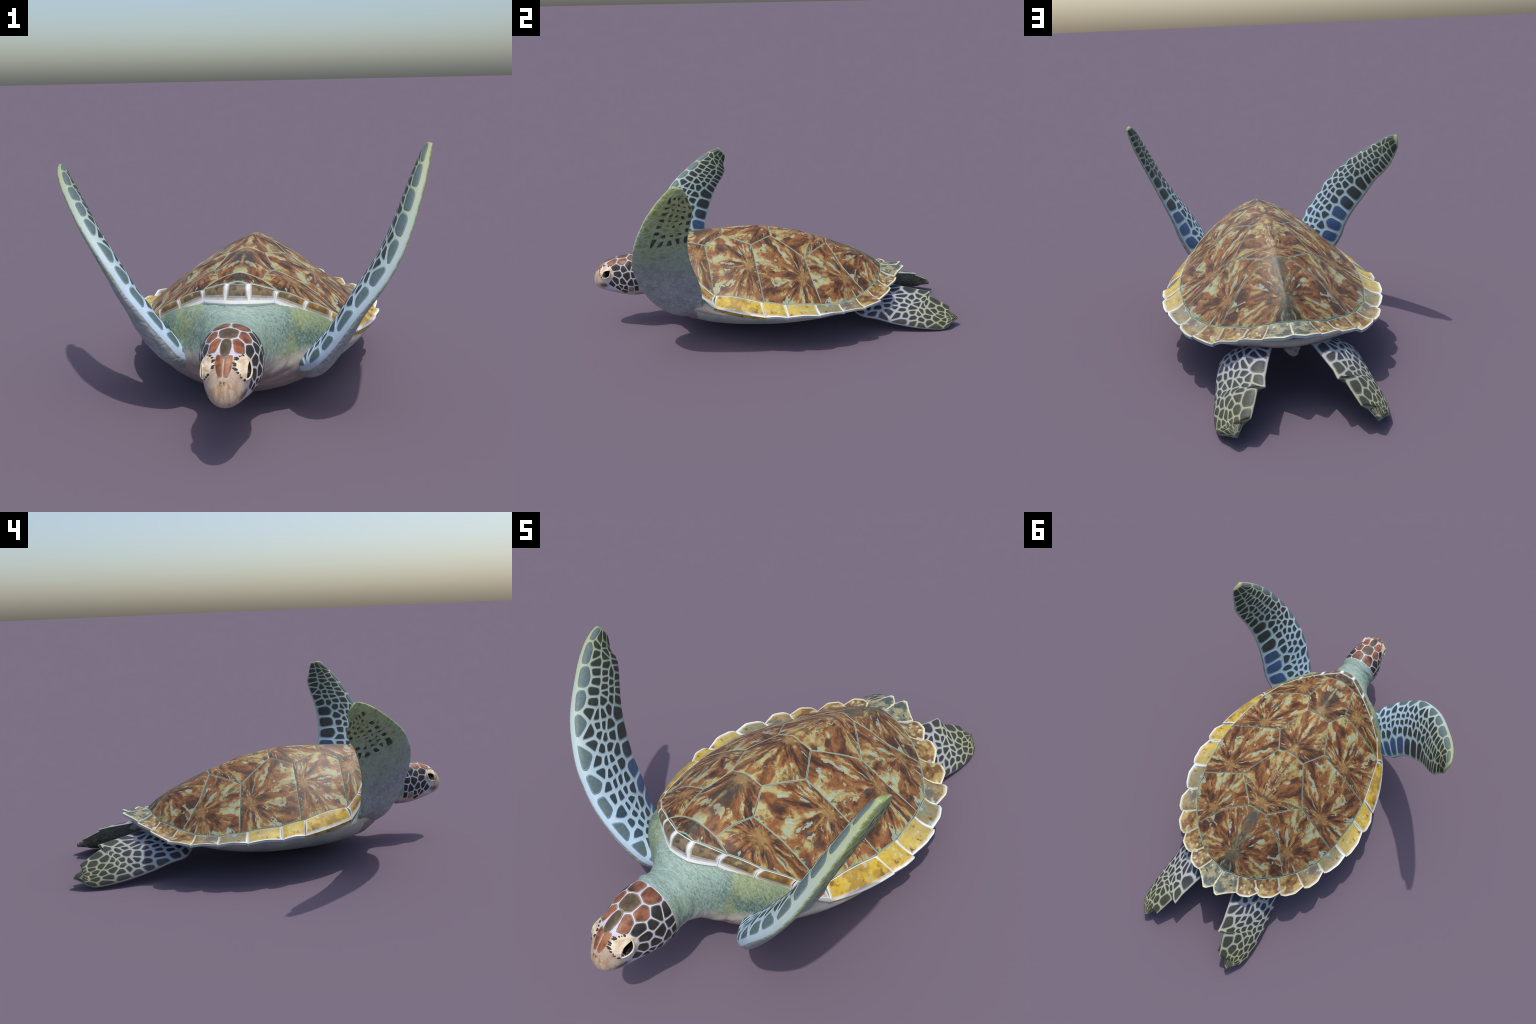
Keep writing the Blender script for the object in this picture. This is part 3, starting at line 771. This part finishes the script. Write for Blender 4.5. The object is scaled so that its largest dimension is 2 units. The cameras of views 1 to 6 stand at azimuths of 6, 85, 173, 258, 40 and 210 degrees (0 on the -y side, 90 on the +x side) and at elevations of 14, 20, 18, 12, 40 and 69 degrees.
        def point(self, s, t, side):
            x = np.clip(s, 0, 1) * (self.n - 1); i = np.minimum(x.astype(int), self.n - 2); f = (x - i)[:, None]
            L = self.L[i] * (1-f) + self.L[i+1] * f; T = self.T[i] * (1-f) + self.T[i+1] * f; N = unit(self.N[i] * (1-f) + self.N[i+1] * f)
            h = lerp_table(self.th, s)[:, 0]
            t = np.clip(t, 0, 1)
            a, b = self.nose, (self.dorsal if side > 0 else self.tail[0])
            pr = t ** a * (1 - t) ** b / ((a / (a + b)) ** a * (b / (a + b)) ** b)
            if side < 0:
                pr = np.maximum(pr, self.tail[1] * smoothstep(0, self.tail[2], t))
            P = L + (T - L) * t[:, None] + N * (side * h * pr * (self.share(s) if side > 0 else 1 - self.share(s)) + self.bow * np.sin(np.pi * t))[:, None]
            if self.floor is not None: P[:, 2] = np.maximum(P[:, 2], self.floor)
            return P
        def surf(self, side):
            def f(uv):
                s, t = uv[:, 0] / self.su, uv[:, 1] / self.sv
                P = self.point(s, t, side); e = 4e-3
                a = self.point(s + e, t, side) - self.point(s - e, t, side)
                tt = np.clip(t, e * 2, 1 - e * 2)
                b = self.point(s, tt + e, side) - self.point(s, tt - e, side)
                Nn = unit(np.cross(a, b)); x = np.clip(s, 0, 1) * (self.n - 1)
                Nn = Nn * np.sign((Nn * self.N[np.clip(x.astype(int), 0, self.n-1)] * side).sum(-1, keepdims=True) + 1e-9)
                return P, Nn
            return f

    def build_limb(name, limb, parent, mats, nt=22, ns=120):
        s = np.linspace(0, 1, ns); t = .5 - .5 * np.cos(np.pi * np.linspace(0, 1, nt)); V, F, fm = [], [], []
        ring = 2 * nt - 1
        for si in s:
            for side, tv in ((1, t), (-1, t[1:][::-1])):
                V += list(limb.point(np.full(len(tv), si), tv, side))
        for i in range(ns - 1):
            for j in range(ring):
                j2 = (j + 1) % ring
                F.append((i*ring + j, i*ring + j2, (i+1)*ring + j2, (i+1)*ring + j)); fm.append(0 if j < nt - 1 else 1)
        for e in (0, ns - 1):
            c = len(V); V.append(np.mean(V[e*ring:(e+1)*ring], axis=0))
            for j in range(ring): F.append((e*ring + j, e*ring + (j+1) % ring, c)); fm.append(1)
        V = np.array(V)
        # fix winding against the dorsal normal
        f = F[(ns//2) * ring + nt//2]; fn = np.cross(V[f[1]] - V[f[0]], V[f[2]] - V[f[0]])
        if np.dot(fn, limb.N[limb.n//2]) < 0: F = [q[::-1] for q in F]
        o, R = limb.frame
        from mathutils import Matrix
        mw = Matrix([[*map(float, R[r]), float(o[r])] for r in range(3)] + [[0, 0, 0, 1]])
        ob = add(name, mesh_from(name, (V - o) @ R, F, mats, fm), parent, matrix=mw)
        return ob

    def scale_rows(limb, ob, rows, mats, name, gap, su, sv, tmin=.012, side=1, jit=.25, height=.0016, tmax=.985, smin=.03, smax=.995, keep=None):
        limb.su, limb.sv = su, sv
        pts, lead = [], []
        for t, a, b, n in rows:
            st = (b - a) / max(1, n - 1)
            for i in range(n):
                pts.append(((a + i * st + jit * st * (rng.random() - .5)) * su, (t + .05 * (rng.random() - .5)) * sv)); lead.append(t)
        g = (lambda q: gap * (1.5 - 1.0 * q[0] / su)) if not callable(gap) else gap
        cells = voronoi_cells(pts, (smin * su, tmin * sv, smax * su, tmax * sv), g)
        for c, t, p in zip(cells, lead, pts):
            if c is None: continue
            if keep and not keep(p[0] / su, p[1] / sv): continue
            e = np.ptp(c, axis=0)
            if min(e) < .004: continue
            plate(name, c, limb.surf(side), ob, mats, height, 22, [("lead", float(max(0, 1 - t / .16))), ("trail", float(t > .7))], frame=limb.frame, cuts=2, amount=.15)

    d = np.array([XC, 0, 0])
    lead_l = [(.21, -.50, .16), (.262, -.590, .185), (.303, -.653, .235), (.346, -.689, .297), (.384, -.715, .363), (.426, -.733, .433), (.488, -.737, .513), (.542, -.724, .597),
              (.582, -.690, .69), (.616, -.639, .79), (.640, -.579, .87), (.652, -.536, .916), (.661, -.510, .940)]
    trail_l = [(.30, -.37, .20), (.375, -.405, .225), (.401, -.406, .289), (.428, -.406, .34), (.450, -.416, .39), (.467, -.430, .441), (.489, -.445, .489), (.512, -.455, .538),
               (.534, -.460, .588), (.556, -.459, .639), (.576, -.453, .690), (.598, -.440, .742), (.618, -.427, .793), (.637, -.424, .835), (.642, -.436, .855), (.654, -.443, .888), (.666, -.462, .932)]
    lead_r = [(-.10, -.50, .17), (-.165, -.600, .225), (-.204, -.630, .295), (-.246, -.647, .355), (-.286, -.656, .416), (-.329, -.656, .471), (-.367, -.648, .532), (-.410, -.632, .588),
              (-.485, -.572, .672), (-.527, -.522, .717), (-.570, -.463, .757), (-.620, -.385, .810), (-.648, -.315, .845), (-.659, -.268, .855)]
    trail_r = [(-.22, -.37, .21), (-.345, -.402, .250), (-.388, -.384, .316), (-.407, -.379, .380), (-.438, -.376, .435), (-.470, -.360, .487), (-.503, -.340, .535), (-.531, -.320, .585),
               (-.556, -.295, .634), (-.590, -.260, .674), (-.618, -.233, .722), (-.636, -.246, .750), (-.645, -.238, .774), (-.656, -.231, .806)]
    thick = [(0, .11), (.12, .096), (.25, .082), (.5, .064), (.8, .050), (.95, .034), (1, .016)]
    fs = limb_skin("forelimb_seam_skin", (.52, .68, .83), (.33, .37, .21), .85)
    fk = limb_scale("forelimb_scale_horn", (.055, .105, .145), (.032, .040, .033), .55, (.125, .185, .19), (.085, .085, .05), (.055, .13, .31))
    fr_ = limb_skin("forelimb_scale_rim", (.21, .34, .46), (.15, .17, .10), .80)
    fu = limb_under("forelimb_underside", (.33, .36, .37), (.28, .38, .27), (.31, .38, .14), .80)
    fd = plain("underside_spot", [(.4, (.028, .036, .045)), (.6, (.085, .095, .06))], 40)
    fdr = plain("underside_spot_rim", [(.4, (.10, .13, .07)), (.6, (.20, .24, .11))], 40)
    frows = [(.06, .10, .97, 11), (.20, .07, .66, 13), (.32, .06, .66, 15), (.43, .07, .66, 15), (.53, .06, .34, 6), (.54, .40, .66, 6), (.78, .07, .64, 8),
             (.27, .71, .95, 8), (.50, .70, .96, 10), (.66, .70, .80, 4), (.84, .70, .96, 9)]
    for lead, trail, up in ((lead_l, trail_l, (-.7, .5, .4)), (lead_r, trail_r, (.7, .5, .4))):
        limb = Limb(np.array(lead) - d, np.array(trail) - d, np.array(up), thick, (2, 1), bow=0.0, share=lambda s: np.interp(s, [0, .15, .35, .55, .8, 1], [.50, .52, .60, .74, .80, .76]), nose=.40, widen=.003, tail=(.85, .45, .5))
        ob = build_limb("forelimb", limb, root, [fs, fu])
        scale_rows(limb, ob, frows, [fk, fr_, fs], "forelimb_scale", .0070, .80, .215, jit=.5)
        spots = [(.38, .68, .92, 7), (.52, .67, .93, 9), (.66, .66, .93, 9), (.80, .66, .92, 8), (.93, .68, .92, 6)]
        scale_rows(limb, ob, spots, [fd, fdr, fu], "underside_spot", lambda q: .016, .80, .215, jit=.6, tmin=.30, side=-1, height=.0008, smin=.63, smax=.945, keep=lambda s, t: rng.random() < .85)

    out_e = [(.12, .36, .16), (.195, .424, .088), (.258, .46, .080), (.286, .53, .078), (.298, .60, .055), (.308, .67, .038), (.320, .76, .021), (.324, .86, .008), (.320, .905, .006), (.309, .942, .020), (.301, .946, .025), (.262, .999, .042)]
    in_e = [(.05, .56, .215), (.085, .66, .195), (.105, .73, .182), (.128, .82, .168), (.134, .877, .157), (.160, .857, .147), (.176, .905, .122), (.199, .966, .089), (.225, .953, .068), (.243, .988, .052)]
    hthick = [(0, .075), (.2, .074), (.5, .064), (.8, .046), (1, .020)]
    hs = limb_skin("hindlimb_seam_skin", (.46, .49, .57), (.38, .39, .21), .50)
    hk = limb_scale("hindlimb_scale_horn", (.032, .036, .090), (.050, .055, .038), .45, (.07, .07, .06), (.13, .085, .040))
    hr = limb_skin("hindlimb_scale_rim", (.20, .21, .30), (.17, .18, .11), .5)
    hu = limb_under("hindlimb_underside", (.30, .32, .30), (.24, .27, .22), (.14, .15, .11), .5)
    hrows = [(.07, .10, .97, 10), (.19, .08, .95, 13), (.31, .08, .95, 14), (.42, .08, .95, 12), (.53, .08, .95, 12), (.64, .12, .95, 11), (.74, .14, .60, 5), (.86, .16, .95, 8)]
    for s in (1, -1):
        m = np.array([s, 1, 1]); rise = np.array([0, 0, .006 if s < 0 else 0])
        limb = Limb(np.array(out_e) * m + rise, np.array(in_e) * m + rise * .4, np.array((s * .4, 0, 1)), hthick, (1, 0), tail=(1.0, .10, .9), share=.52, nose=.5, floor=.001, dorsal=.65)
        ob = build_limb("hindlimb", limb, root, [hs, hu])
        scale_rows(limb, ob, hrows, [hk, hr, hs], "hindlimb_scale", lambda q: .0100 - .0072 * q[0] / .5, .50, .23, smin=.06, jit=.75)

    # ---------------------------------------------------------- tail
    ks = np.linspace(0, 1, 26); V, F = [], []
    for i, k in enumerate(ks):
        c = np.array([0, .60 + .112 * k, .212 - .022 * k]); r = .034 * (1 - k ** 2.2) ** .6 + .0005
        for q in np.linspace(0, 2*np.pi, 24, endpoint=False):
            rr = r * (1 + .08 * math.sin(5 * q + 9 * k))
            V.append(c + [rr * math.cos(q) * 1.1, 0, rr * math.sin(q) * .8])
    for i in range(25):
        for q in range(24): F.append((i*24 + q, i*24 + (q+1) % 24, (i+1)*24 + (q+1) % 24, (i+1)*24 + q))
    rose = plain("tail_skin", [(.35, (.16, .13, .125)), (.5, (.26, .21, .20)), (.65, (.36, .31, .29))], 60, .6, 4, .5)
    add("tail", mesh_from("tail", V, [f[::-1] for f in F], [rose]), root)

if bpy is not None:
    build()
